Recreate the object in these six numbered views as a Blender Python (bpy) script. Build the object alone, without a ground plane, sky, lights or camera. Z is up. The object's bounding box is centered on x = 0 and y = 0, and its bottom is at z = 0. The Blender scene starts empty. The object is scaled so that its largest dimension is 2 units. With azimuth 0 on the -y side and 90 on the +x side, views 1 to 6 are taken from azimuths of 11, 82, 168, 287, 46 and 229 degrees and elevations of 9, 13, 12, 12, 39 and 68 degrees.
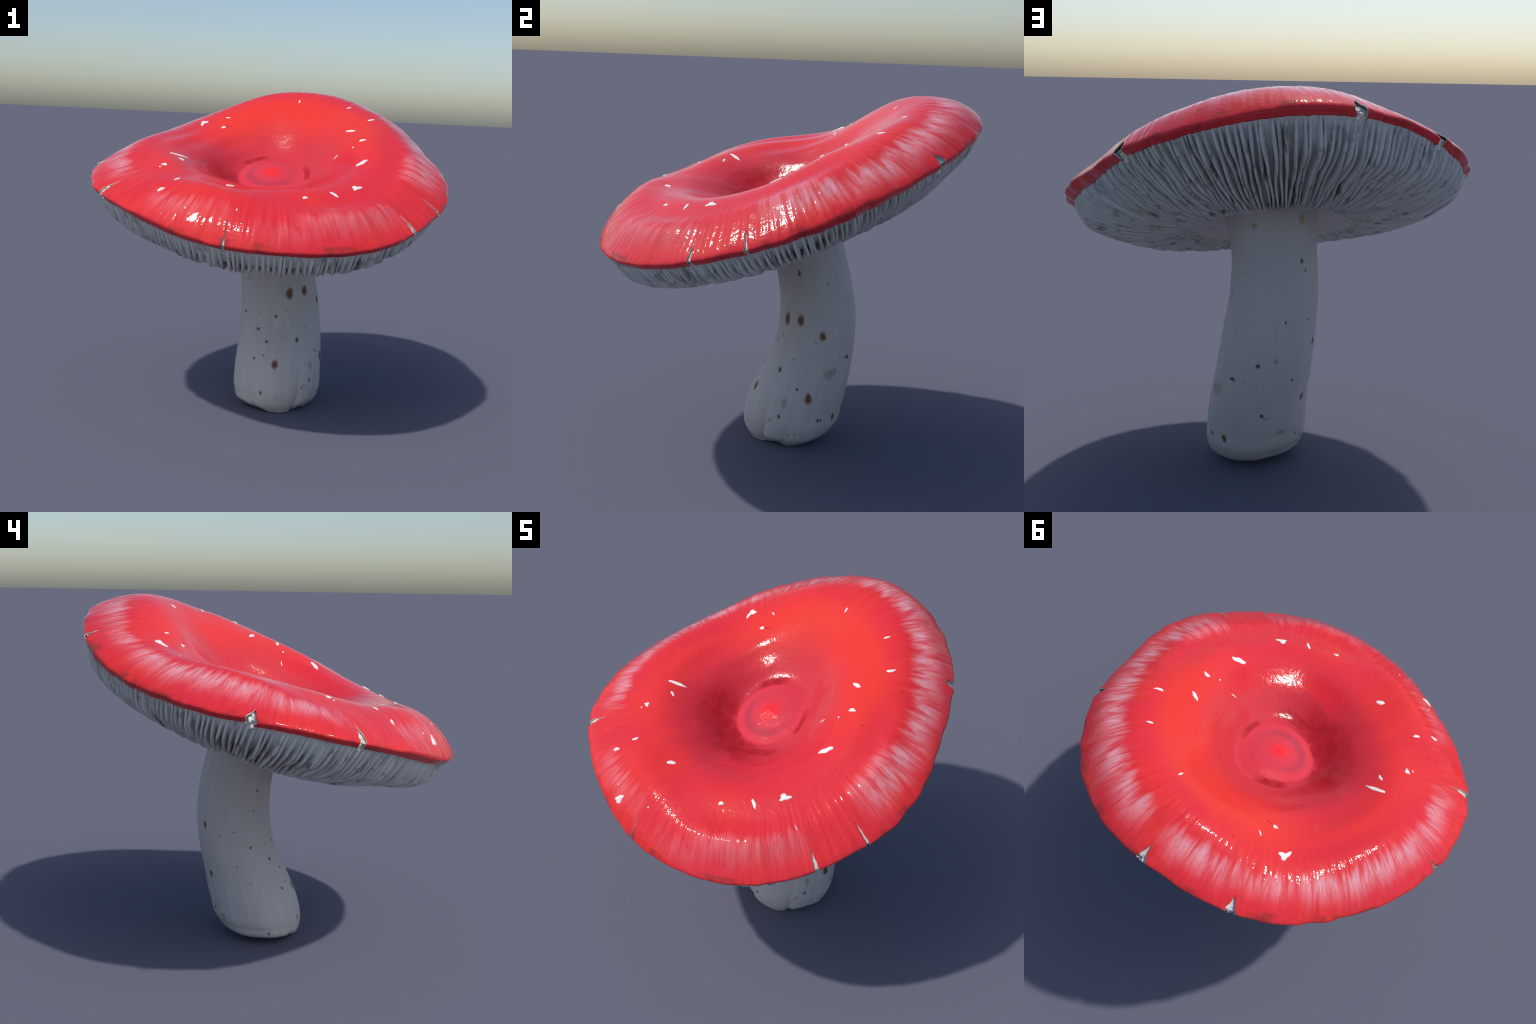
"""A red brittle-gill toadstool: tilted cap with a sunken middle, torn skin, blade gills, leaning speckled stem."""
import bpy, bmesh, math
import numpy as np
from mathutils import Matrix, Vector

rng = np.random.default_rng(7)
TAU = 2 * math.pi

# ------------------------------------------------------------------ cap frame
# the cap is modelled flat (x, y across it, z along its axis) and then tilted as a whole
CAP_ORIGIN = Vector((0.0, 0.0, 1.407))
AXIS_X = Vector((0.99871, 0.01744, -0.04765))
AXIS_Y = Vector((0.0, 0.93909, 0.34368))
AXIS_N = Vector((0.05074, -0.34324, 0.93788))
CAP = Matrix(((AXIS_X.x, AXIS_Y.x, AXIS_N.x, CAP_ORIGIN.x),
              (AXIS_X.y, AXIS_Y.y, AXIS_N.y, CAP_ORIGIN.y),
              (AXIS_X.z, AXIS_Y.z, AXIS_N.z, CAP_ORIGIN.z),
              (0, 0, 0, 1)))

# Profile of the cap from its centre to the margin. Each station: fraction of the cap radius,
# then its height: mean, and the waves (cos, sin) that warp it round the cap.
STATIONS = [
    (0.00, [-0.0078]),
    (0.13, [-0.0210, -0.0031, 0.0109]),
    (0.25, [-0.0270, 0.0, 0.0038, 0.0041, 0.0017]),
    (0.40, [0.0769, 0.0244, -0.0011, -0.0014, 0.0160, -0.0026, 0.0065]),
    (0.58, [0.1345, 0.0385, -0.0010, -0.0184, 0.0276, 0.0027, -0.0103, 0.0046, 0.0118]),
    (0.75, [0.1381, 0.0169, 0.0083, -0.0365, 0.0358, -0.0037, -0.0046, 0.0134, 0.0010, -0.0122, -0.0004]),
    (0.90, [0.0832, 0.0184, -0.0036, -0.0358, 0.0365, -0.0012, -0.0109, 0.0106, 0.0002]),
    (1.00, [0.0041, 0.0240, -0.0172, -0.0367, 0.0325, 0.0100, -0.0164, 0.0064, 0.0052, -0.0002, 0.0012,
            0.0039, 0.0017, -0.0031, -0.0046, 0.0034, 0.0048]),
]
RADIUS = [1.0010, 0.0085, -0.0112, -0.0214, -0.0004, -0.0119, -0.0260, 0.0012, 0.0029, 0.0086, -0.0049,
          0.0005, 0.0001, 0.0015, -0.0019, 0.0036, -0.0029]
LIP_INSET = [0.0089, 0.0072, 0.0053, 0.0097, -0.0001, 0.0027, 0.0030]
LIP_HEIGHT = [-0.0249, 0.0160, -0.0204, -0.0291, 0.0341, 0.0036, -0.0209, 0.0014, 0.0087, 0.0, -0.0010, 0.0, -0.0037]
# lower edge of the gills, from the margin inwards to the stem
GILL_EDGE = [
    (0.90, [-0.1530, 0.0323, 0.0088, -0.0064, 0.0348, -0.0030, -0.0059, -0.0027, 0.0016]),
    (0.75, [-0.2199, 0.0310, 0.0069, -0.0105, 0.0142, 0.0029, -0.0050, 0.0056, -0.0005]),
    (0.58, [-0.2480, 0.0240, -0.0080]),
    (0.42, [-0.2330, 0.0210, -0.0100]),
    (0.30, [-0.1990, 0.0140, -0.0060]),
    (0.20, [-0.1850]),
]
# broad swellings of the shoulder: angle, radius fraction, spread of both, height
SWELLINGS = [
    (168, 0.60, 26, 0.060, 0.026), (146, 0.38, 26, 0.055, -0.022),
    (22, 0.28, 44, 0.065, 0.038), (358, 0.79, 24, 0.080, 0.030), (304, 0.84, 19, 0.075, 0.034),
    (268, 0.40, 32, 0.090, -0.030), (205, 0.19, 62, 0.080, -0.026), (45, 0.92, 16, 0.050, 0.010),
]
# cracks that run in from the margin: angle in degrees, where they end, half width at the margin
CRACKS = [(219.5, 0.885, 0.017), (267.0, 0.905, 0.0055), (324.6, 0.900, 0.010), (340.0, 0.895, 0.0095),
          (39.5, 0.962, 0.024), (99.0, 0.945, 0.025), (125.5, 0.940, 0.022), (192.0, 0.960, 0.024)]


def waves(c, th):
    v = np.full_like(th, c[0])
    for j in range(1, (len(c) - 1) // 2 + 1):
        v = v + c[2 * j - 1] * np.cos(j * th) + c[2 * j] * np.sin(j * th)
    return v


def ripple(th, lo, hi, count, seed):
    """periodic roughness round the cap"""
    g = np.random.default_rng(seed)
    f = g.integers(lo, hi, count)
    a = g.uniform(0.5, 1.0, count)
    p = g.uniform(0, TAU, count)
    return sum(a[i] * np.sin(f[i] * th + p[i]) for i in range(count)) / math.sqrt(count)


def spline(q, n):
    """Catmull-Rom through the stations (first axis)"""
    q = np.concatenate([2 * q[:1] - q[1:2], q, 2 * q[-1:] - q[-2:-1]])
    out = []
    for i in range(1, len(q) - 2):
        a, b, c, d = q[i - 1], q[i], q[i + 1], q[i + 2]
        for t in np.arange(n) / n:
            out.append(.5 * (2 * b + (c - a) * t + (2 * a - 5 * b + 4 * c - d) * t * t + (-a + 3 * b - 3 * c + d) * t ** 3))
    out.append(q[-2])
    return np.array(out)


def cap_stations(th):
    R = waves(RADIUS, th)
    edge = 0.0036 * ripple(th, 9, 44, 10, 1)
    r = [f * R for f, _ in STATIONS]
    w = [waves(c, th) for _, c in STATIONS]
    r[-1] = r[-1] + edge
    w[-1] = w[-1] + 0.003 * ripple(th, 10, 40, 7, 2)
    lip_r = R - waves(LIP_INSET, th) + edge
    lip_w = waves(LIP_HEIGHT, th) + 0.0022 * ripple(th, 8, 44, 10, 3)
    w[-1] = np.maximum(w[-1], lip_w + 0.034)
    lip_r = np.minimum(lip_r, r[-1] - 0.004)
    return R, np.array(r), np.array(w), lip_r, lip_w


def swell(rho, th):
    """height of the broad swellings and dents"""
    h = 0.0
    for deg, f0, da, df, a in SWELLINGS:
        d = (np.degrees(th) - deg + 180) % 360 - 180
        h = h + a * np.exp(-(d / da) ** 2 - ((rho - f0) / df) ** 2)
    return h * np.clip((1.02 - rho) / 0.06, 0, 1)


def gill_edge(th):
    """arrays (k, angles) of radius fraction and height along the lower edge of the gills"""
    R, r, w, lip_r, lip_w = cap_stations(th)
    outer = waves(GILL_EDGE[0][1], th)
    rr = [lip_r - 0.003, 0.5 * lip_r + 0.5 * 0.915 * R] + [f * R for f, _ in GILL_EDGE]
    ww = [lip_w + 0.002, lip_w + (0.60 - 0.11 * np.sin(th)) * (outer - lip_w)] + [waves(c, th) for _, c in GILL_EDGE]
    return spline(np.array(rr), 8), spline(np.array(ww), 8)


def gill_start(th):
    """radius fraction where the gills begin: close to the stem on the high side, farther out on the low side"""
    return 0.310 + 0.065 * (1 - np.sin(th))


def gill_depth(rho, th):
    d = np.clip((rho - gill_start(th)) / 0.12, 0, 1)
    return d * np.interp(rho, [0.30, 0.45, 0.60, 0.75, 0.90, 0.97, 1.0], [0.026, 0.032, 0.040, 0.047, 0.050, 0.042, 0.028])


# ------------------------------------------------------------------ node helpers
class Nodes:
    def __init__(self, name):
        self.mat = bpy.data.materials.new(name)
        self.mat.use_nodes = True
        self.t = self.mat.node_tree
        self.bsdf = self.t.nodes["Principled BSDF"]

    def put(self, sock, v):
        if isinstance(v, bpy.types.NodeSocket):
            self.t.links.new(v, sock)
        elif v is not None:
            sock.default_value = v

    def m(self, op, a, b=None, c=None, clamp=False):
        n = self.t.nodes.new("ShaderNodeMath")
        n.operation = op
        n.use_clamp = clamp
        for i, v in enumerate((a, b, c)):
            self.put(n.inputs[i], v)
        return n.outputs[0]

    def ramp(self, v, a, b, x=0.0, y=1.0):
        """smooth step of v from a (gives x) to b (gives y)"""
        n = self.t.nodes.new("ShaderNodeMapRange")
        n.interpolation_type = 'SMOOTHSTEP'
        if a > b:
            a, b, x, y = b, a, y, x
        for i, s in enumerate((v, a, b, x, y)):
            self.put(n.inputs[i], s)
        return n.outputs[0]

    def mix(self, f, a, b):
        n = self.t.nodes.new("ShaderNodeMix")
        n.data_type = 'RGBA'
        self.put(n.inputs[0], f)
        for i, v in ((6, a), (7, b)):
            self.put(n.inputs[i], (*v, 1) if isinstance(v, tuple) else v)
        return n.outputs[2]

    def coords(self):
        n = self.t.nodes.new("ShaderNodeTexCoord")
        s = self.t.nodes.new("ShaderNodeSeparateXYZ")
        self.put(s.inputs[0], n.outputs["Object"])
        return n.outputs["Object"], s.outputs[0], s.outputs[1], s.outputs[2]

    def vec(self, x, y, z):
        n = self.t.nodes.new("ShaderNodeCombineXYZ")
        for i, v in enumerate((x, y, z)):
            self.put(n.inputs[i], v)
        return n.outputs[0]

    def noise(self, vector, scale, detail=3.0, rough=0.55, distort=0.0):
        n = self.t.nodes.new("ShaderNodeTexNoise")
        self.put(n.inputs["Vector"], vector)
        n.inputs["Scale"].default_value = scale
        n.inputs["Detail"].default_value = detail
        n.inputs["Roughness"].default_value = rough
        n.inputs["Distortion"].default_value = distort
        return n.outputs[0]

    def vm(self, op, a, b=None):
        n = self.t.nodes.new("ShaderNodeVectorMath")
        n.operation = op
        self.put(n.inputs[0], a)
        if b is not None:
            self.put(n.inputs[1], b)
        return n.outputs["Value"] if op in ("LENGTH", "DOT_PRODUCT") else n.outputs[0]

    def bump(self, height, strength, distance, normal=None):
        n = self.t.nodes.new("ShaderNodeBump")
        n.inputs["Strength"].default_value = strength
        n.inputs["Distance"].default_value = distance
        self.put(n.inputs["Height"], height)
        if normal is not None:
            self.put(n.inputs["Normal"], normal)
        return n.outputs[0]

    def finish(self, color, rough, normal=None, **kw):
        self.put(self.bsdf.inputs["Base Color"], color if not isinstance(color, tuple) else (*color, 1))
        self.put(self.bsdf.inputs["Roughness"], rough)
        if normal is not None:
            self.put(self.bsdf.inputs["Normal"], normal)
        for k, v in kw.items():
            self.put(self.bsdf.inputs[k.replace("_", " ")], v)
        return self.mat


# ------------------------------------------------------------------ materials
def red_skin():
    n = Nodes("red_cap_skin")
    obj, x, y, z = n.coords()
    r = n.m('MAXIMUM', n.m('SQRT', n.m('ADD', n.m('MULTIPLY', x, x), n.m('MULTIPLY', y, y))), 1e-4)
    c = n.m('DIVIDE', x, r)
    s = n.m('DIVIDE', y, r)
    # radius of the cap at this angle (its three strongest waves)
    c2 = n.m('SUBTRACT', n.m('MULTIPLY', 2.0, n.m('MULTIPLY', c, c)), 1.0)
    s3 = n.m('MULTIPLY', s, n.m('SUBTRACT', 3.0, n.m('MULTIPLY', 4.0, n.m('MULTIPLY', s, s))))
    c3 = n.m('MULTIPLY', c, n.m('SUBTRACT', n.m('MULTIPLY', 4.0, n.m('MULTIPLY', c, c)), 3.0))
    R = n.m('ADD', n.m('MULTIPLY', c2, -0.0214), n.m('ADD', n.m('MULTIPLY', s3, -0.0254), n.m('MULTIPLY', c3, -0.0118)))
    R = n.m('ADD', R, n.m('ADD', 0.997, n.m('ADD', n.m('MULTIPLY', c, 0.0121), n.m('MULTIPLY', s, -0.0111))))
    rho = n.m('DIVIDE', r, R)

    def sector(deg, half, soft):
        a = math.radians(deg)
        d = n.m('ADD', n.m('MULTIPLY', c, math.cos(a)), n.m('MULTIPLY', s, math.sin(a)))
        return n.ramp(d, math.cos(math.radians(min(179, half + soft))), math.cos(math.radians(max(0.5, half - soft))))

    wide = n.noise(n.vec(n.m('MULTIPLY', c, 9.0), n.m('MULTIPLY', s, 9.0), n.m('MULTIPLY', rho, 3.0)), 1.0, 2.0)
    fibre = n.noise(n.vec(n.m('MULTIPLY', c, 26.0), n.m('MULTIPLY', s, 26.0), n.m('MULTIPLY', rho, 5.0)), 1.0, 3.0, 0.6, 0.4)
    fine = n.noise(n.vec(n.m('MULTIPLY', c, 64.0), n.m('MULTIPLY', s, 64.0), n.m('MULTIPLY', rho, 5.0)), 1.0, 3.0, 0.6, 0.3)
    blotch = n.noise(obj, 2.6, 3.0)
    speck = n.noise(obj, 55.0, 3.0)

    # the red itself: orange red to crimson
    col = n.mix(n.ramp(blotch, 0.35, 0.65), (0.73, 0.036, 0.035), (0.69, 0.030, 0.045))
    col = n.mix(n.m('MULTIPLY', n.ramp(fibre, 0.62, 0.36), n.ramp(rho, 0.55, 0.9, 0.05, 0.45)), col, (0.60, 0.018, 0.026))
    # orange wall of the hollow on the high side, darker rosy red over the rest of the hollow
    col = n.mix(n.m('MULTIPLY', n.m('MULTIPLY', sector(75, 70, 35), n.ramp(rho, 0.72, 0.6)), n.ramp(rho, 0.25, 0.4, 0, 0.8)), col, (0.78, 0.042, 0.028))
    hollow = n.ramp(n.m('ADD', rho, n.m('MULTIPLY', n.m('SUBTRACT', blotch, 0.5), 0.25)), 0.56, 0.30)
    col = n.mix(n.m('MULTIPLY', hollow, 0.8), col, (0.57, 0.040, 0.053))  # red darkened inside the hollow, partly ambient occlusion painted in
    crimson = n.m('MULTIPLY', sector(232, 75, 40), n.ramp(n.m('ADD', rho, n.m('MULTIPLY', n.m('SUBTRACT', wide, 0.5), 0.15)), 0.62, 0.36))  # deeper crimson over the front-left side of the hollow
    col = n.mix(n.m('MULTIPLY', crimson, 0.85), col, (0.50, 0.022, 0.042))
    # deep red stains round the knob in the hollow
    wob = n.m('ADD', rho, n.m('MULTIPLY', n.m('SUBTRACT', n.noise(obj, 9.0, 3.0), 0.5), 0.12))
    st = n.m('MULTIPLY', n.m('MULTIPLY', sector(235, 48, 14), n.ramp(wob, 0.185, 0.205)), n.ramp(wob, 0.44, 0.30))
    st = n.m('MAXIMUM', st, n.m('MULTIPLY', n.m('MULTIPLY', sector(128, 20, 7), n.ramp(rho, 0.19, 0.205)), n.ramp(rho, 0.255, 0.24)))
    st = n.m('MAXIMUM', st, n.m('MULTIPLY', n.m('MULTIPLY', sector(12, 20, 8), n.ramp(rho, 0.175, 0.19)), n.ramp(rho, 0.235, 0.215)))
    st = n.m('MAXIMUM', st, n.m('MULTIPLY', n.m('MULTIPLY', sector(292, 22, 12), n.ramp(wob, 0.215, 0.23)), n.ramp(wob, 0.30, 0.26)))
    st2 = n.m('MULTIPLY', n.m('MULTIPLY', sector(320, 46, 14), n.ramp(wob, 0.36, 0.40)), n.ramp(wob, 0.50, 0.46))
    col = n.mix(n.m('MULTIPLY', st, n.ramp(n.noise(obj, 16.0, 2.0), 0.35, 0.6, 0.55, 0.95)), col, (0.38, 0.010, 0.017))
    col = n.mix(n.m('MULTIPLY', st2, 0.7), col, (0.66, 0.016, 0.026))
    # knob: rosy disc, plum ring, scarlet middle
    knob = n.ramp(rho, 0.205, 0.185)
    col = n.mix(knob, col, (0.66, 0.042, 0.062))
    ring = n.m('MULTIPLY', n.ramp(rho, 0.085, 0.125), n.ramp(rho, 0.165, 0.135))
    col = n.mix(n.m('MULTIPLY', ring, n.m('ADD', 0.25, n.m('MULTIPLY', sector(250, 80, 60), 0.65))), col, (0.46, 0.040, 0.068))
    col = n.mix(n.ramp(rho, 0.075, 0.02), col, (0.84, 0.026, 0.034))

    # pale rosy bloom inside the margin, in patches, combed along the fibres
    #          angle half soft inner outer amount
    patches = [(12, 22, 8, 0.835, 0.945, 0.80), (48, 16, 8, 0.828, 0.945, 0.85), (78, 13, 5, 0.850, 0.945, 0.85),
               (113, 11, 5, 0.840, 0.930, 0.8), (132, 9, 5, 0.850, 0.925, 0.75), (160, 13, 5, 0.832, 0.935, 0.85),
               (180, 13, 6, 0.825, 0.925, 0.8), (202, 11, 7, 0.820, 0.925, 0.65), (247, 8, 5, 0.850, 0.940, 0.32),
               (306, 15, 8, 0.830, 0.935, 0.28), (285, 7, 5, 0.90, 0.96, 0.25), (354, 8, 6, 0.760, 0.90, 0.4),
               (258, 7, 5, 0.84, 0.93, 0.15)]
    j = n.m('ADD', n.m('MULTIPLY', n.m('SUBTRACT', fibre, 0.5), 0.08), n.m('MULTIPLY', n.m('SUBTRACT', wide, 0.5), 0.09))
    rj = n.m('ADD', rho, j)
    pale = 0.0
    for deg, half, soft, a, b, amount in patches:
        k = n.m('MULTIPLY', n.m('MULTIPLY', sector(deg, half, soft), n.ramp(rj, a - 0.035, a + 0.045)), n.ramp(rj, b + 0.05, b - 0.08, 0, amount))
        pale = n.m('MAXIMUM', pale, k)
    pale = n.m('MULTIPLY', pale, n.m('ADD', n.ramp(fibre, 0.38, 0.60, 0.25, 1.0), n.ramp(fine, 0.35, 0.65, -0.1, 0.13)), clamp=True)
    col = n.mix(pale, col, (0.74, 0.37, 0.42))
    # dark threads, tiny red pits
    line = n.ramp(n.m('ABSOLUTE', n.m('SUBTRACT', fine, 0.5)), 0.045, 0.0)
    col = n.mix(n.m('MULTIPLY', line, n.m('ADD', n.m('MULTIPLY', pale, 0.55), n.ramp(rho, 0.7, 0.9, 0.0, 0.10))), col, (0.42, 0.075, 0.105))
    thread = n.m('MULTIPLY', n.ramp(fine, 0.40, 0.30), n.m('MULTIPLY', n.ramp(rho, 0.76, 0.86), n.ramp(fibre, 0.3, 0.6, 0.15, 0.5)))
    col = n.mix(thread, col, (0.47, 0.030, 0.042))
    pits = n.m('MULTIPLY', n.ramp(n.noise(obj, 34.0, 0.0), 0.84, 0.87), 0.6)
    col = n.mix(pits, col, (0.50, 0.012, 0.018))
    # bruised brownish rim
    bruise = n.m('MULTIPLY', n.ramp(rho, 0.985, 1.0), n.ramp(n.noise(obj, 7.0, 3.0), 0.52, 0.66, 0, 0.7))
    col = n.mix(bruise, col, (0.28, 0.030, 0.025))

    comb = n.m('MULTIPLY', fibre, n.ramp(rho, 0.6, 0.9, 0.25, 1.0))
    nor = n.bump(n.m('MULTIPLY', comb, n.ramp(rho, 0.7, 0.85, 0.5, 1.0)), 0.26, 0.008)
    nor = n.bump(fine, 0.10, 0.003, nor)
    nor = n.bump(n.noise(obj, 32.0, 2.0), 0.24, 0.009, nor)
    nor = n.bump(speck, 0.12, 0.003, nor)
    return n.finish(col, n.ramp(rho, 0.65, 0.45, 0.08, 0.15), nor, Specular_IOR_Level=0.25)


def flesh(name, colour, stain, rough=0.6):
    n = Nodes(name)
    obj, x, y, z = n.coords()
    col = n.mix(n.ramp(n.noise(obj, 11.0, 4.0), 0.52, 0.74), colour, stain)
    nor = n.bump(n.noise(obj, 60.0, 3.0), 0.3, 0.004)
    return n.finish(col, rough, nor)


def gill_skin():
    n = Nodes("pale_gill")
    obj, x, y, z = n.coords()
    info = n.t.nodes.new("ShaderNodeObjectInfo")
    col = n.mix(info.outputs["Random"], (0.56, 0.555, 0.535), (0.66, 0.655, 0.63))
    col = n.mix(n.ramp(n.noise(obj, 5.5, 4.0, 0.65), 0.54, 0.72, 0, 0.55), col, (0.40, 0.36, 0.285))
    col = n.mix(n.ramp(n.noise(obj, 17.0, 3.0), 0.55, 0.70, 0, 0.65), col, (0.25, 0.245, 0.24))
    col = n.mix(n.ramp(n.noise(obj, 8.0, 2.0), 0.68, 0.76, 0, 0.5), col, (0.46, 0.40, 0.17))
    r = n.m('SQRT', n.m('ADD', n.m('MULTIPLY', x, x), n.m('MULTIPLY', y, y)))
    fleck = n.noise(n.vec(n.m('MULTIPLY', n.m('DIVIDE', x, r), 30.0), n.m('MULTIPLY', n.m('DIVIDE', y, r), 30.0), n.m('MULTIPLY', r, 9.0)), 1.0, 3.0, 0.6)
    col = n.mix(n.ramp(fleck, 0.58, 0.70, 0, 0.8), col, (0.15, 0.145, 0.14))
    nor = n.bump(n.noise(obj, 40.0, 3.0), 0.4, 0.006)
    return n.finish(col, 0.55, nor, Specular_IOR_Level=0.35)


# spots on the stem: place, width, height, kind
STEM_SPOTS = [
    (0.137, 0.024, 0.681, 0.028, 0.045, 'brown'), (0.214, 0.080, 0.692, 0.026, 0.040, 'brown'),
    (0.096, -0.130, 0.284, 0.024, 0.040, 'brown'), (0.324, 0.117, 0.295, 0.022, 0.040, 'brown'),
    (0.278, 0.188, 0.624, 0.022, 0.030, 'brown'), (-0.150, 0.293, 0.658, 0.014, 0.035, 'brown'),
    (-0.105, 0.270, 0.374, 0.022, 0.028, 'brown'), (0.273, 0.266, 0.170, 0.018, 0.026, 'brown'),
    (0.069, -0.014, 0.545, 0.014, 0.016, 'dark'), (-0.028, -0.032, 0.465, 0.013, 0.019, 'dark'),
    (0.032, -0.076, 0.402, 0.013, 0.016, 'dark'), (0.203, -0.018, 0.414, 0.016, 0.024, 'dark'),
    (-0.033, -0.110, 0.306, 0.010, 0.014, 'dark'), (0.021, -0.112, 0.329, 0.009, 0.012, 'dark'),
    (0.028, -0.182, 0.125, 0.011, 0.017, 'dark'), (0.290, -0.030, 0.182, 0.013, 0.017, 'dark'),
    (0.298, 0.060, 0.340, 0.014, 0.013, 'dark'), (-0.120, 0.047, 0.545, 0.011, 0.015, 'dark'),
    (0.184, 0.066, 0.942, 0.014, 0.022, 'dark'), (0.239, 0.333, 0.499, 0.014, 0.020, 'dark'),
    (0.324, 0.176, 0.170, 0.014, 0.016, 'dark'), (0.312, 0.016, 0.079, 0.012, 0.013, 'dark'),
    (0.323, 0.054, 0.091, 0.008, 0.008, 'dark'), (-0.088, 0.301, 1.055, 0.014, 0.020, 'dark'),
    (-0.108, 0.302, 1.010, 0.010, 0.013, 'dark'), (0.003, 0.388, 0.783, 0.009, 0.009, 'dark'),
    (-0.116, 0.337, 0.783, 0.009, 0.011, 'dark'), (0.131, 0.392, 0.579, 0.014, 0.017, 'dark'),
    (0.247, 0.325, 0.499, 0.012, 0.015, 'dark'), (-0.040, 0.362, 0.488, 0.010, 0.012, 'dark'),
    (-0.086, 0.253, 0.170, 0.011, 0.018, 'dark'), (0.318, 0.194, 0.170, 0.009, 0.016, 'dark'),
    (-0.113, 0.017, 0.862, 0.010, 0.012, 'dark'), (0.254, -0.083, 0.147, 0.009, 0.011, 'dark'),
    (-0.144, -0.070, 0.079, 0.010, 0.012, 'dark'), (0.105, 0.366, 0.318, 0.014, 0.013, 'dark'),
    (-0.029, -0.006, 0.545, 0.010, 0.012, 'faint'), (0.123, 0.004, 0.579, 0.010, 0.012, 'faint'),
    (0.118, -0.056, 0.420, 0.009, 0.011, 'faint'), (0.240, 0.048, 0.488, 0.013, 0.016, 'faint'),
    (0.127, -0.170, 0.102, 0.012, 0.015, 'faint'), (0.266, -0.068, 0.159, 0.010, 0.013, 'faint'),
    (0.224, 0.212, 0.896, 0.012, 0.014, 'faint'), (0.277, 0.152, 0.590, 0.012, 0.014, 'faint'),
    (0.172, 0.280, 0.998, 0.013, 0.013, 'faint'), (0.193, 0.366, 0.499, 0.010, 0.012, 'faint'),
    (0.047, 0.400, 0.601, 0.019, 0.022, 'faint'), (-0.112, 0.039, 0.749, 0.014, 0.014, 'faint'),
    (-0.170, 0.127, 0.635, 0.020, 0.010, 'faint'), (-0.167, 0.107, 0.442, 0.010, 0.014, 'faint'),
    (-0.157, 0.032, 0.352, 0.009, 0.010, 'faint'), (-0.179, 0.204, 0.613, 0.010, 0.012, 'faint'),
    (-0.176, 0.263, 0.851, 0.012, 0.013, 'faint'), (0.085, 0.375, 0.300, 0.030, 0.016, 'faint'),
    (0.304, 0.229, 0.420, 0.042, 0.040, 'olive'), (0.289, -0.001, 0.261, 0.020, 0.035, 'olive'),
    (0.296, 0.262, 0.431, 0.014, 0.040, 'olive'), (0.001, 0.320, 0.204, 0.030, 0.022, 'olive'),
    (-0.126, 0.196, 0.136, 0.020, 0.024, 'olive'), (0.131, 0.269, 1.225, 0.020, 0.022, 'yellow'),
    (0.219, 0.163, 1.146, 0.014, 0.026, 'yellow'), (-0.095, 0.255, 1.248, 0.026, 0.030, 'yellow'),
    (0.053, 0.399, 0.715, 0.014, 0.018, 'yellow'), (0.20, 0.27, 0.66, 0.010, 0.016, 'yellow'),
]


def stem_skin():
    n = Nodes("white_stem_skin")
    obj, x, y, z = n.coords()
    wobble = n.t.nodes.new("ShaderNodeTexNoise")
    n.put(wobble.inputs["Vector"], obj)
    wobble.inputs["Scale"].default_value = 42.0
    shift = n.vm('MULTIPLY', n.vm('SUBTRACT', wobble.outputs["Color"], (0.5, 0.5, 0.5)), (0.018, 0.018, 0.022))
    pos = n.vm('ADD', obj, shift)
    field = dict.fromkeys(('brown', 'dark', 'faint', 'olive', 'yellow'), 0.0)
    for sx, sy, sz, a, b, kind in STEM_SPOTS:
        d = n.vm('LENGTH', n.vm('MULTIPLY', n.vm('SUBTRACT', pos, (sx, sy, sz)), (1 / a, 1 / a, 1 / b)))
        field[kind] = n.m('MAXIMUM', field[kind], n.m('SUBTRACT', 1.0, d))
    grain = n.noise(n.vm('MULTIPLY', obj, (1.0, 1.0, 0.12)), 26.0, 4.0)
    patch = n.noise(obj, 4.0, 3.0)
    col = n.mix(n.ramp(grain, 0.35, 0.65), (0.71, 0.745, 0.76), (0.745, 0.775, 0.785))
    col = n.mix(n.ramp(patch, 0.5, 0.7, 0, 0.35), col, (0.74, 0.73, 0.69))
    freckle = n.ramp(n.noise(n.vm('MULTIPLY', obj, (1.0, 1.0, 0.7)), 34.0, 1.0), 0.74, 0.80, 0, 0.5)
    col = n.mix(freckle, col, (0.30, 0.27, 0.22))
    col = n.mix(n.ramp(field['olive'], -0.1, 0.6, 0, 0.6), col, (0.33, 0.30, 0.22))
    col = n.mix(n.ramp(field['yellow'], 0.0, 0.6, 0, 0.8), col, (0.50, 0.42, 0.19))
    col = n.mix(n.ramp(field['faint'], 0.0, 0.7, 0, 0.6), col, (0.22, 0.20, 0.17))
    col = n.mix(n.ramp(field['brown'], -0.25, 0.45, 0, 0.85), col, (0.33, 0.13, 0.032))
    col = n.mix(n.ramp(field['brown'], 0.15, 0.7, 0, 0.9), col, (0.075, 0.024, 0.007))
    col = n.mix(n.ramp(field['dark'], -0.35, 0.4, 0, 0.55), col, (0.19, 0.13, 0.075))
    col = n.mix(n.ramp(field['dark'], 0.15, 0.8, 0, 0.92), col, (0.030, 0.022, 0.017))
    nor = n.bump(grain, 0.10, 0.005)
    nor = n.bump(n.noise(obj, 90.0, 3.0), 0.15, 0.002, nor)
    return n.finish(col, 0.45, nor, Specular_IOR_Level=0.35)


RED = red_skin()
FLESH = flesh("white_cap_flesh", (0.60, 0.60, 0.575), (0.48, 0.43, 0.33))
CRACK = flesh("cream_torn_flesh", (0.74, 0.68, 0.61), (0.66, 0.50, 0.40))
TORN = flesh("white_torn_flesh", (0.80, 0.755, 0.72), (0.78, 0.58, 0.54), 0.35)
GILL = gill_skin()
STEM = stem_skin()

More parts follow.
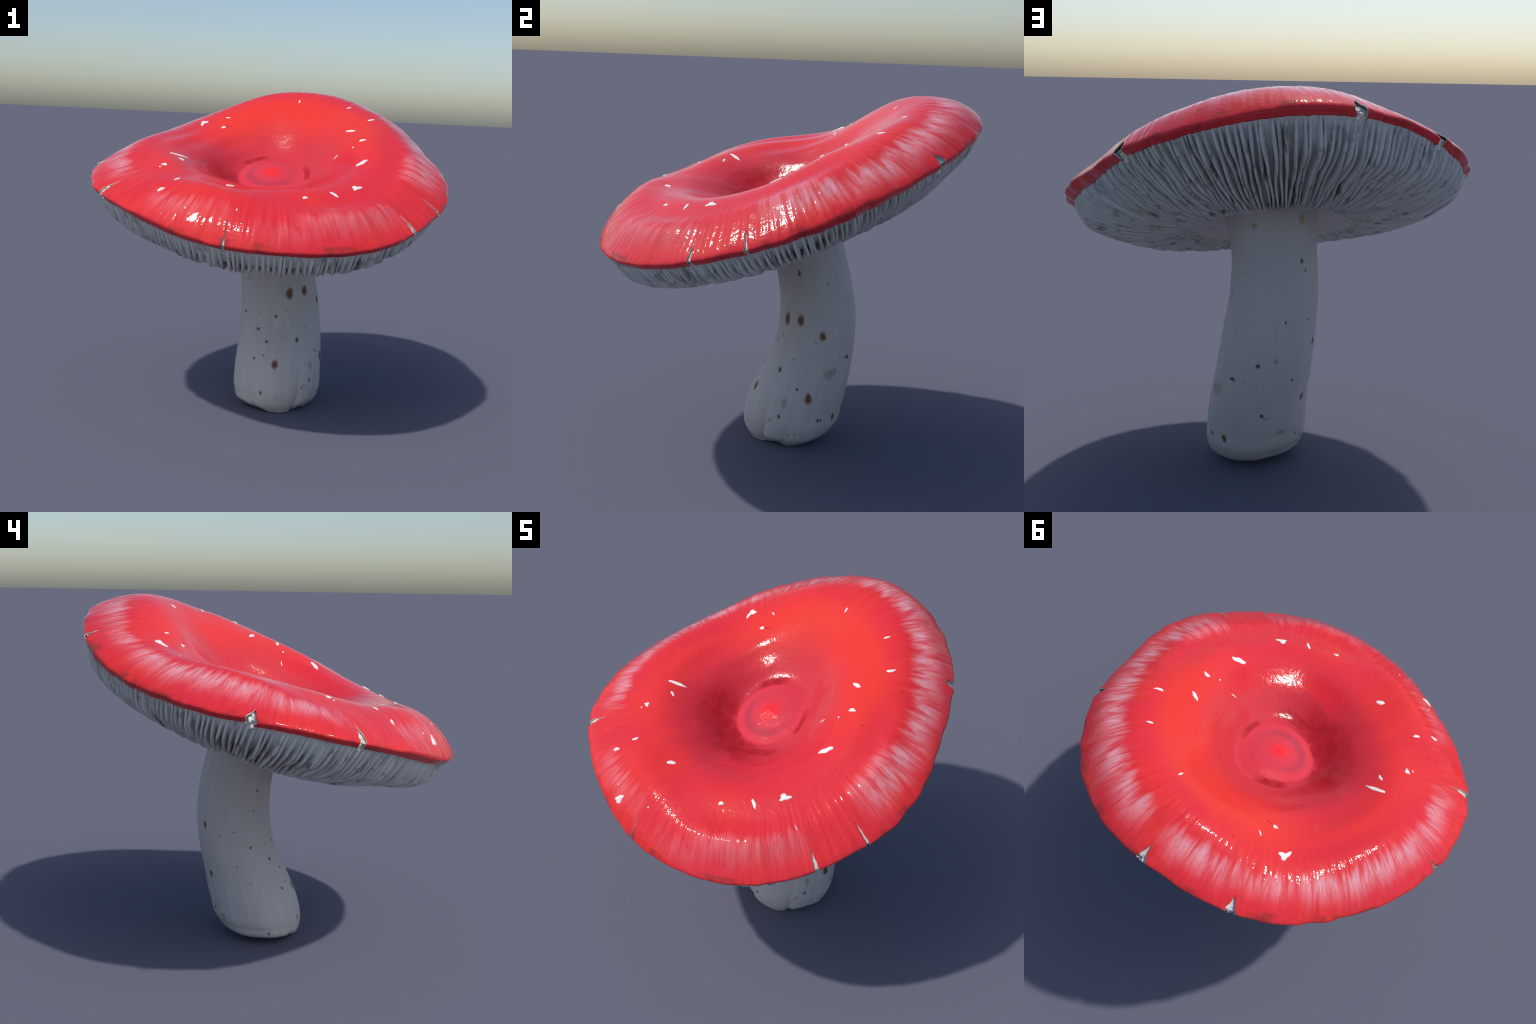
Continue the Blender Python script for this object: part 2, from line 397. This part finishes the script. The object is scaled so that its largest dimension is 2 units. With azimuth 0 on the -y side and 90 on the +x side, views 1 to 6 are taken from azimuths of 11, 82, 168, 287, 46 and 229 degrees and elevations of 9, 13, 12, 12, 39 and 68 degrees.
# ------------------------------------------------------------------ scene tree
top = bpy.data.objects.new("red_mushroom", None)
top["label"] = "red toadstool with sunken tilted cap and white stem"
top["category"] = "mushroom"
bpy.context.collection.objects.link(top)


def add(name, verts, faces, mats, parent=top, matrix=None, smooth=True):
    me = bpy.data.meshes.new(name)
    me.from_pydata([tuple(map(float, v)) for v in verts], [], faces)
    for m in mats:
        me.materials.append(m)
    me.polygons.foreach_set("use_smooth", [smooth] * len(me.polygons))
    ob = bpy.data.objects.new(name, me)
    bpy.context.collection.objects.link(ob)
    if parent is not None:
        ob.parent = parent
    if matrix is not None:
        ob.matrix_local = matrix
    return ob


def apply_modifiers(ob):
    dg = bpy.context.evaluated_depsgraph_get()
    me = bpy.data.meshes.new_from_object(ob.evaluated_get(dg))
    old = ob.data
    ob.modifiers.clear()
    ob.data = me
    bpy.data.meshes.remove(old)


# ------------------------------------------------------------------ red skin of the cap
def skin_surface(th):
    """radius, height, radius fraction of the upper skin, centre to lip and tucked under it"""
    R, r, w, lip_r, lip_w = cap_stations(th)
    r = np.concatenate([r, lip_r[None]])
    w = np.concatenate([w, lip_w[None]])
    r, w = spline(r, 12), spline(w, 12)
    rho = r / R
    w = w + swell(rho, th)
    comb = ripple(th, 70, 230, 16, 5) + 0.6 * ripple(th, 20, 60, 8, 6)
    env = np.interp(rho, [0.0, 0.68, 0.85, 0.93, 1.0], [0, 0, 0.9, 1.0, 0.6])
    w = w + 0.0014 * env * comb
    lump = np.interp(rho, [0.0, 0.2, 0.4, 0.8, 1.0], [0, 0.5, 1.0, 1.0, 0.3])
    w = w + 0.0025 * lump * np.sin(7 * rho + ripple(th, 3, 12, 6, 8) * 1.6)
    # skin turns in under the margin
    r = np.concatenate([r, (r[-1] - 0.016)[None], (r[-1] - 0.034)[None]])
    w = np.concatenate([w, (w[-1] + 0.000)[None], (w[-1] + 0.010)[None]])
    return r, w, r / R


def build_skin():
    base = np.arange(900) / 900 * TAU
    cols = [(t, 0, None) for t in base]
    for k, (deg, tip, hw) in enumerate(CRACKS):
        a = math.radians(deg)
        cols = [q for q in cols if q[2] is not None or abs(q[0] - a) > 0.002]
        cols += [(a - 1e-7, -1, k), (a + 1e-7, 1, k)]
    cols.sort(key=lambda q: q[0])
    th = np.array([q[0] for q in cols])
    r, w, rho = skin_surface(th)
    ns, nt = r.shape
    lip = 8 * 12
    depth = rho.copy()
    depth[lip - 11:] = np.maximum(depth[lip - 11:], 1.0)
    tt = np.repeat(th[None], ns, 0)
    for k, (deg, tip, hw) in enumerate(CRACKS):
        a = math.radians(deg)
        d = th - a
        side = np.where(d < 0, -1.0, 1.0)
        open_ = np.clip((depth - tip) / (1 - tip), 0, 1.1) ** 1.2
        jag = 1 + 0.25 * np.sin(60 * depth + 3 * k) + 0.18 * np.sin(170 * depth + 5 * k + side * 2)
        tt = tt + side * hw * open_ * jag * np.exp(-np.abs(d) / (2.2 * hw))[None]
        # torn corners curl: a little down on one side, up on the other
        w = w + (0.0015 * hw / 0.02) * open_ * side * np.exp(-np.abs(d) / 0.05)[None] * (-1 if k % 2 else 1)
    P = np.stack([r * np.cos(tt), r * np.sin(tt), w], -1)
    verts = [tuple(P[0, 0])]
    idx = np.arange(1, 1 + (ns - 1) * nt).reshape(ns - 1, nt)
    verts += list(map(tuple, P[1:].reshape(-1, 3)))
    faces = []
    for j in range(nt):
        j2 = (j + 1) % nt
        crack = cols[j][1] == -1 and cols[j2][1] == 1
        if crack:
            continue
        faces.append((0, idx[0, j], idx[0, j2]))
        for i in range(ns - 2):
            faces.append((idx[i, j], idx[i + 1, j], idx[i + 1, j2], idx[i, j2]))
    # the two rims of each crack share their vertices up to the tip
    ob = add("cap_skin", verts, faces, [RED, CRACK], matrix=CAP)
    bm = bmesh.new()
    bm.from_mesh(ob.data)
    bmesh.ops.remove_doubles(bm, verts=bm.verts, dist=2e-5)
    bm.to_mesh(ob.data)
    bm.free()
    ob.data.polygons.foreach_set("use_smooth", [True] * len(ob.data.polygons))
    sol = ob.modifiers.new("thickness", 'SOLIDIFY')
    sol.thickness = 0.005
    sol.offset = -1
    sol.material_offset = 1
    sol.material_offset_rim = 1
    apply_modifiers(ob)
    return ob


skin = build_skin()


# ------------------------------------------------------------------ white flesh under the skin
def build_flesh():
    nt = 480
    th = np.arange(nt) / nt * TAU
    R, r, w, lip_r, lip_w = cap_stations(th)
    er, ew = gill_edge(th)
    bite = sum(0.9 * max(0.0, hw - 0.016) * np.exp(-((th - math.radians(deg)) / (1.5 * hw)) ** 2) for deg, tip, hw in CRACKS)
    rs = spline(np.concatenate([r, lip_r[None]]), 8)
    ws = spline(np.concatenate([w, lip_w[None]]), 8)
    ws = ws + swell(rs / R, th)
    dr, dw = np.gradient(rs, axis=0), np.gradient(ws, axis=0)
    ln = np.hypot(dr, dw)
    near = np.clip((rs / R - 0.93) / 0.05, 0, 1)
    inset = 0.0090 + 1.3 * bite[None] * near
    rs, ws = rs + dw / ln * inset, ws - dr / ln * inset
    rr, ww = list(rs[3:]), list(ws[3:])
    for rho in (0.95, 0.92, 0.88, 0.82, 0.75, 0.68, 0.61, 0.54, 0.48, 0.43, 0.39, 0.36, 0.33, 0.30, 0.27, 0.24, 0.18):
        h = np.array([np.interp(-rho, -(er[:, j] / R[j]), ew[:, j]) for j in range(nt)])
        rr.append(rho * R)
        ww.append(h + gill_depth(rho, th))
    rr, ww = np.array(rr), np.array(ww)
    P = np.stack([rr * np.cos(th), rr * np.sin(th), ww], -1)
    ns = len(rr)
    verts = list(map(tuple, P.reshape(-1, 3)))
    faces = [(i * nt + j, (i + 1) * nt + j, (i + 1) * nt + (j + 1) % nt, i * nt + (j + 1) % nt) for i in range(ns - 1) for j in range(nt)]
    for ring, z in ((0, 1), (ns - 1, 0)):
        verts.append(tuple(P[ring].mean(0)))
        for j in range(nt):
            q = (len(verts) - 1, ring * nt + j, ring * nt + (j + 1) % nt)
            faces.append(q if z else q[::-1])
    return add("cap_flesh", verts, faces, [FLESH], matrix=CAP)


build_flesh()


# ------------------------------------------------------------------ ragged flesh in the wide cracks
def build_torn_flesh(k, deg, tip, hw):
    g = np.random.default_rng(50 + k)
    a = math.radians(deg)
    R, r, w, lip_r, lip_w = cap_stations(np.array([a]))
    bm = bmesh.new()
    bmesh.ops.create_icosphere(bm, subdivisions=4, radius=1.0)
    f = g.uniform(2.0, 6.0, (8, 3)) * g.choice([-1, 1], (8, 3))
    ph = g.uniform(0, TAU, 8)
    mid = np.array([float(lip_r[0]) - 0.029, 0.0, 0.45 * float(w[-1][0]) + 0.55 * float(lip_w[0]) - 0.004])
    c, s_ = math.cos(a), math.sin(a)
    for v in bm.verts:
        q = np.array(v.co)
        e = 1 + 0.13 * sum(math.sin(float(f[i] @ q) + ph[i]) for i in range(8))
        q = mid + q * e * np.array([0.024, 0.95 * hw, 0.028])
        v.co = (q[0] * c - q[1] * s_, q[0] * s_ + q[1] * c, q[2])
    me = bpy.data.meshes.new("torn_flesh")
    bm.to_mesh(me)
    bm.free()
    me.materials.append(CRACK)
    me.polygons.foreach_set("use_smooth", [True] * len(me.polygons))
    ob = bpy.data.objects.new("torn_flesh", me)
    bpy.context.collection.objects.link(ob)
    ob.parent = top
    ob.matrix_local = CAP


for k, crack in enumerate(CRACKS):
    if crack[2] > 0.015:
        build_torn_flesh(k, *crack)

# ------------------------------------------------------------------ gills, one blade each
GILLS = 214


def build_gill(i):
    g = np.random.default_rng(1000 + i)
    t0 = TAU * (i + g.uniform(-0.16, 0.16)) / GILLS
    R, r, w, lip_r, lip_w = (np.atleast_1d(q) for q in cap_stations(np.array([t0])))
    er, ew = gill_edge(np.array([t0]))
    outer = float(lip_r[0] / R[0]) - 0.010
    inner = float(gill_start(t0)) + (g.uniform(0.0, 0.04) if g.random() < 0.85 else g.uniform(0.10, 0.25))
    n, m = 30, 6
    rho = inner + (outer - inner) * np.linspace(0, 1, n)
    edge = np.interp(-rho, -(er[:, 0] / R[0]), ew[:, 0])
    depth = gill_depth(rho, t0)
    fade = np.clip((rho - inner) / 0.04, 0.25, 1)
    ph, ph2, ph3 = g.uniform(0, TAU, 3)
    notch = 1 - 0.24 * np.clip(np.sin(rho * g.uniform(14, 30) + ph), 0, 1) ** 2 + g.uniform(-0.04, 0.14)
    space = TAU * rho * R[0] / GILLS
    sway = space * (0.16 * np.sin(rho * g.uniform(5, 11) + ph2) + 0.11 * np.sin(rho * g.uniform(18, 30) + ph3))
    lean = g.uniform(-0.20, 0.20) * space + space * 0.14 * np.sin(rho * 9 + ph)
    half = space * g.uniform(0.34, 0.46) * np.interp(rho, [0.3, 0.6, 1.0], [1.15, 1.0, 0.95])
    verts = []
    for k in range(n):
        ring = []
        d = depth[k] * notch[k] * fade[k]
        root = edge[k] + depth[k] + 0.012
        c = np.array([math.cos(t0), math.sin(t0)])
        p = np.array([-c[1], c[0]])
        for side in (1, -1):
            for v in (np.linspace(0, 1, m) if side == 1 else np.linspace(1, 0, m)):
                prof = (1 - 0.50 * v) * (math.sqrt(max(0.0, 1 - max(0.0, (v - 0.8) / 0.2) ** 2)) * 0.8 + 0.2)
                prof *= 0.45 + 0.65 * min(1.0, (n - 1 - k) / 3 + 0.25)
                off = sway[k] + lean[k] * v + side * half[k] * prof
                xy = c * rho[k] * R[0] + p * off
                ring.append((xy[0], xy[1], root - (d + 0.012) * v))
        verts += ring
    q = 2 * m
    faces = [(k * q + a, (k + 1) * q + a, (k + 1) * q + (a + 1) % q, k * q + (a + 1) % q) for k in range(n - 1) for a in range(q)]
    faces.append(tuple(range(q - 1, -1, -1)))
    faces.append(tuple((n - 1) * q + a for a in range(q)))
    ob = add("gill", verts, faces, [GILL], matrix=CAP)
    bm = bmesh.new()
    bm.from_mesh(ob.data)
    bmesh.ops.recalc_face_normals(bm, faces=bm.faces)
    bm.to_mesh(ob.data)
    bm.free()


for i in range(GILLS):
    build_gill(i)

# ------------------------------------------------------------------ torn spots on the cap
# centre on the cap (x, y), direction in degrees, length, width, corner amount
TEARS = [
    (-0.500, -0.190, 22, 0.122, 0.022, 0.0), (-0.464, -0.258, 156, 0.040, 0.018, 0.2), (-0.520, -0.400, 167, 0.040, 0.026, 0.7),
    (-0.388, -0.605, -120, 0.042, 0.020, 0.2), (-0.447, -0.705, -154, 0.050, 0.022, 0.2), (-0.112, -0.600, -144, 0.060, 0.026, 0.1),
    (0.277, -0.628, -135, 0.030, 0.024, 0.0), (0.414, -0.534, 149, 0.072, 0.018, 0.1), (0.516, -0.420, -129, 0.062, 0.040, 1.0),
    (0.513, -0.098, -138, 0.088, 0.036, 0.3), (0.492, 0.150, -175, 0.044, 0.024, 0.4), (0.410, 0.290, 177, 0.066, 0.024, 0.1),
    (0.518, 0.440, -138, 0.052, 0.020, 0.3), (0.366, 0.608, -131, 0.040, 0.014, 0.1), (0.048, 0.660, -85, 0.040, 0.012, 0.0),
    (-0.378, 0.388, -172, 0.034, 0.021, 0.3), (-0.373, 0.490, 154, 0.036, 0.011, 0.0), (-0.522, 0.450, -112, 0.066, 0.046, 1.0),
    (0.356, 0.054, -137, 0.040, 0.007, 0.0), (0.446, 0.090, -125, 0.015, 0.012, 0.0), (-0.226, -0.905, 37, 0.070, 0.040, 0.5),
    (-0.535, -0.43, 150, 0.016, 0.010, 0.0), (-0.02, -0.86, 90, 0.012, 0.010, 0.0), (-0.28, -0.85, 60, 0.012, 0.009, 0.0),
]
HTH = np.arange(1440) / 1440 * TAU
HR, HW, _ = skin_surface(HTH)
HR, HW = HR[:8 * 12 - 10], HW[:8 * 12 - 10]


def cap_height(x, y):
    r = math.hypot(x, y)
    t = math.atan2(y, x) % TAU / TAU * 1440
    j = int(t) % 1440
    f = t - int(t)
    a = np.interp(r, HR[:, j], HW[:, j])
    b = np.interp(r, HR[:, (j + 1) % 1440], HW[:, (j + 1) % 1440])
    return float(a * (1 - f) + b * f)


def build_tear(i, x, y, deg, length, width, corner):
    g = np.random.default_rng(300 + i)
    a = math.radians(deg)
    u = np.array([math.cos(a), math.sin(a)])
    v = np.array([-u[1], u[0]])
    n, rings = 28, 5
    ph = g.uniform(0, TAU, 3)
    bend = g.uniform(-0.25, 0.25) * width
    verts = [(x, y, cap_height(x, y) + 0.004)]
    for k in range(1, rings + 1):
        f = k / rings
        for j in range(n):
            t = TAU * j / n
            e = 1 + corner * 0.34 * math.cos(3 * t + ph[0]) + 0.12 * math.sin(2 * t + ph[1]) + 0.08 * math.sin(5 * t + ph[2])
            px = 0.5 * length * f * e * math.copysign(abs(math.cos(t)) ** 1.15, math.cos(t))
            py = 0.5 * width * f * e * math.sin(t) + bend * (px / (0.5 * length)) ** 2
            q = np.array([x, y]) + u * px + v * py
            lift = 0.004 * (1 - f ** 4) - (0.004 if k == rings else 0.0)
            verts.append((q[0], q[1], cap_height(*q) + lift))
    faces = [(0, 1 + j, 1 + (j + 1) % n) for j in range(n)]
    for k in range(rings - 1):
        for j in range(n):
            faces.append((1 + k * n + j, 1 + (k + 1) * n + j, 1 + (k + 1) * n + (j + 1) % n, 1 + k * n + (j + 1) % n))
    verts.append((x, y, cap_height(x, y) - 0.008))
    faces += [(len(verts) - 1, 1 + (rings - 1) * n + (j + 1) % n, 1 + (rings - 1) * n + j) for j in range(n)]
    add("skin_tear", verts, faces, [TORN], matrix=CAP)


for i, tear in enumerate(TEARS):
    build_tear(i, *tear)

# ------------------------------------------------------------------ stem
# height, axis x, axis y, radius, and the oval (cos 2a, sin 2a)
STEM_RINGS = np.array([
    (0.000, 0.117, 0.010, 0.143, -0.009, 0.025), (0.035, 0.086, 0.036, 0.209, 0.003, 0.020), (0.100, 0.080, 0.064, 0.246, 0.001, 0.018),
    (0.200, 0.077, 0.088, 0.253, 0.000, 0.015), (0.350, 0.075, 0.134, 0.241, 0.004, 0.014), (0.500, 0.064, 0.182, 0.225, 0.013, 0.008),
    (0.700, 0.041, 0.201, 0.215, 0.013, 0.006), (0.900, 0.012, 0.174, 0.206, 0.010, 0.006), (1.100, 0.008, 0.121, 0.205, 0.007, 0.007),
    (1.350, 0.028, 0.026, 0.248, 0.002, 0.004)])


def hermite(zk, c, z):
    m = np.gradient(c, zk)
    i = np.clip(np.searchsorted(zk, z) - 1, 0, len(zk) - 2)
    h = zk[i + 1] - zk[i]
    t = (z - zk[i]) / h
    return (2 * t ** 3 - 3 * t ** 2 + 1) * c[i] + (t ** 3 - 2 * t ** 2 + t) * h * m[i] + (-2 * t ** 3 + 3 * t ** 2) * c[i + 1] + (t ** 3 - t ** 2) * h * m[i + 1]


def build_stem():
    nz, nt = 200, 192
    z = np.concatenate([np.linspace(0, 0.12, 50)[:-1], np.linspace(0.12, 1.33, nz - 49)])
    zk = STEM_RINGS[:, 0]
    cx, cy, rad, a, b = [hermite(zk, STEM_RINGS[:, k], z)[:, None] for k in range(1, 6)]
    th = np.arange(nt) / nt * TAU
    r = rad + a * np.cos(2 * th) + b * np.sin(2 * th)
    # folds at the foot, with swollen lobes between them
    foot = np.interp(z, [0.0, 0.08, 0.20, 0.32], [1.0, 0.9, 0.35, 0.0])[:, None]
    for deg, wd, deep in ((-118, 6, 0.014), (-47, 6, 0.014), (-10, 10, 0.006), (-165, 10, 0.006), (40, 12, 0.005), (100, 12, 0.004)):
        d = (np.degrees(th) - deg + 180) % 360 - 180
        r = r - deep * foot * np.exp(-(d / wd) ** 2)
    d = (np.degrees(th) + 83 + 180) % 360 - 180
    r = r + 0.005 * foot * np.exp(-(d / 26) ** 2)
    # faint long fluting and unevenness
    g = np.random.default_rng(11)
    for f in (5, 9, 17, 31):
        r = r + 0.0022 / (f ** 0.4) * np.sin(f * th + g.uniform(0, TAU) + g.uniform(1, 3) * z[:, None] + np.sin(z[:, None] * g.uniform(4, 9)))
    P = np.stack([cx + r * np.cos(th), cy + r * np.sin(th), z[:, None] + 0 * r], -1)
    # small pimples, pits and scars
    for sx, sy, sz, wa, wb, kind in STEM_SPOTS:
        h = {'brown': -0.003, 'dark': -0.0025, 'olive': -0.004, 'yellow': 0.006, 'faint': 0.0}[kind]
        if h:
            d = (P - np.array((sx, sy, sz))) / np.array((wa, wa, wb))
            k = h * np.exp(-2.5 * (d ** 2).sum(-1))
            out = np.stack([np.cos(th), np.sin(th), 0 * th], -1)[None]
            P = P + k[..., None] * out
    # lobes end at different heights on the ground
    lift = 0.016 * np.clip(np.exp(-((np.degrees(th) - 220 + 180) % 360 - 180) ** 2 / 800) + 0.7 * np.exp(-((np.degrees(th) - 338 + 180) % 360 - 180) ** 2 / 500), 0, 1)
    P[..., 2] += lift[None] * np.exp(-z / 0.04)[:, None]
    # the top ends inside the cap, parallel to it
    roof = 1.407 + (-0.105 - AXIS_N.x * P[..., 0] - AXIS_N.y * P[..., 1]) / AXIS_N.z
    P[..., 2] = np.minimum(P[..., 2], roof)
    n = len(z)
    verts = list(map(tuple, P.reshape(-1, 3)))
    faces = [(i * nt + j, i * nt + (j + 1) % nt, (i + 1) * nt + (j + 1) % nt, (i + 1) * nt + j) for i in range(n - 1) for j in range(nt)]
    verts += [(P[0, :, 0].mean(), P[0, :, 1].mean(), 0.006), tuple(P[-1].mean(0))]
    faces += [(len(verts) - 2, (j + 1) % nt, j) for j in range(nt)]
    faces += [(len(verts) - 1, (n - 1) * nt + j, (n - 1) * nt + (j + 1) % nt) for j in range(nt)]
    return add("stem", verts, faces, [STEM])


build_stem()
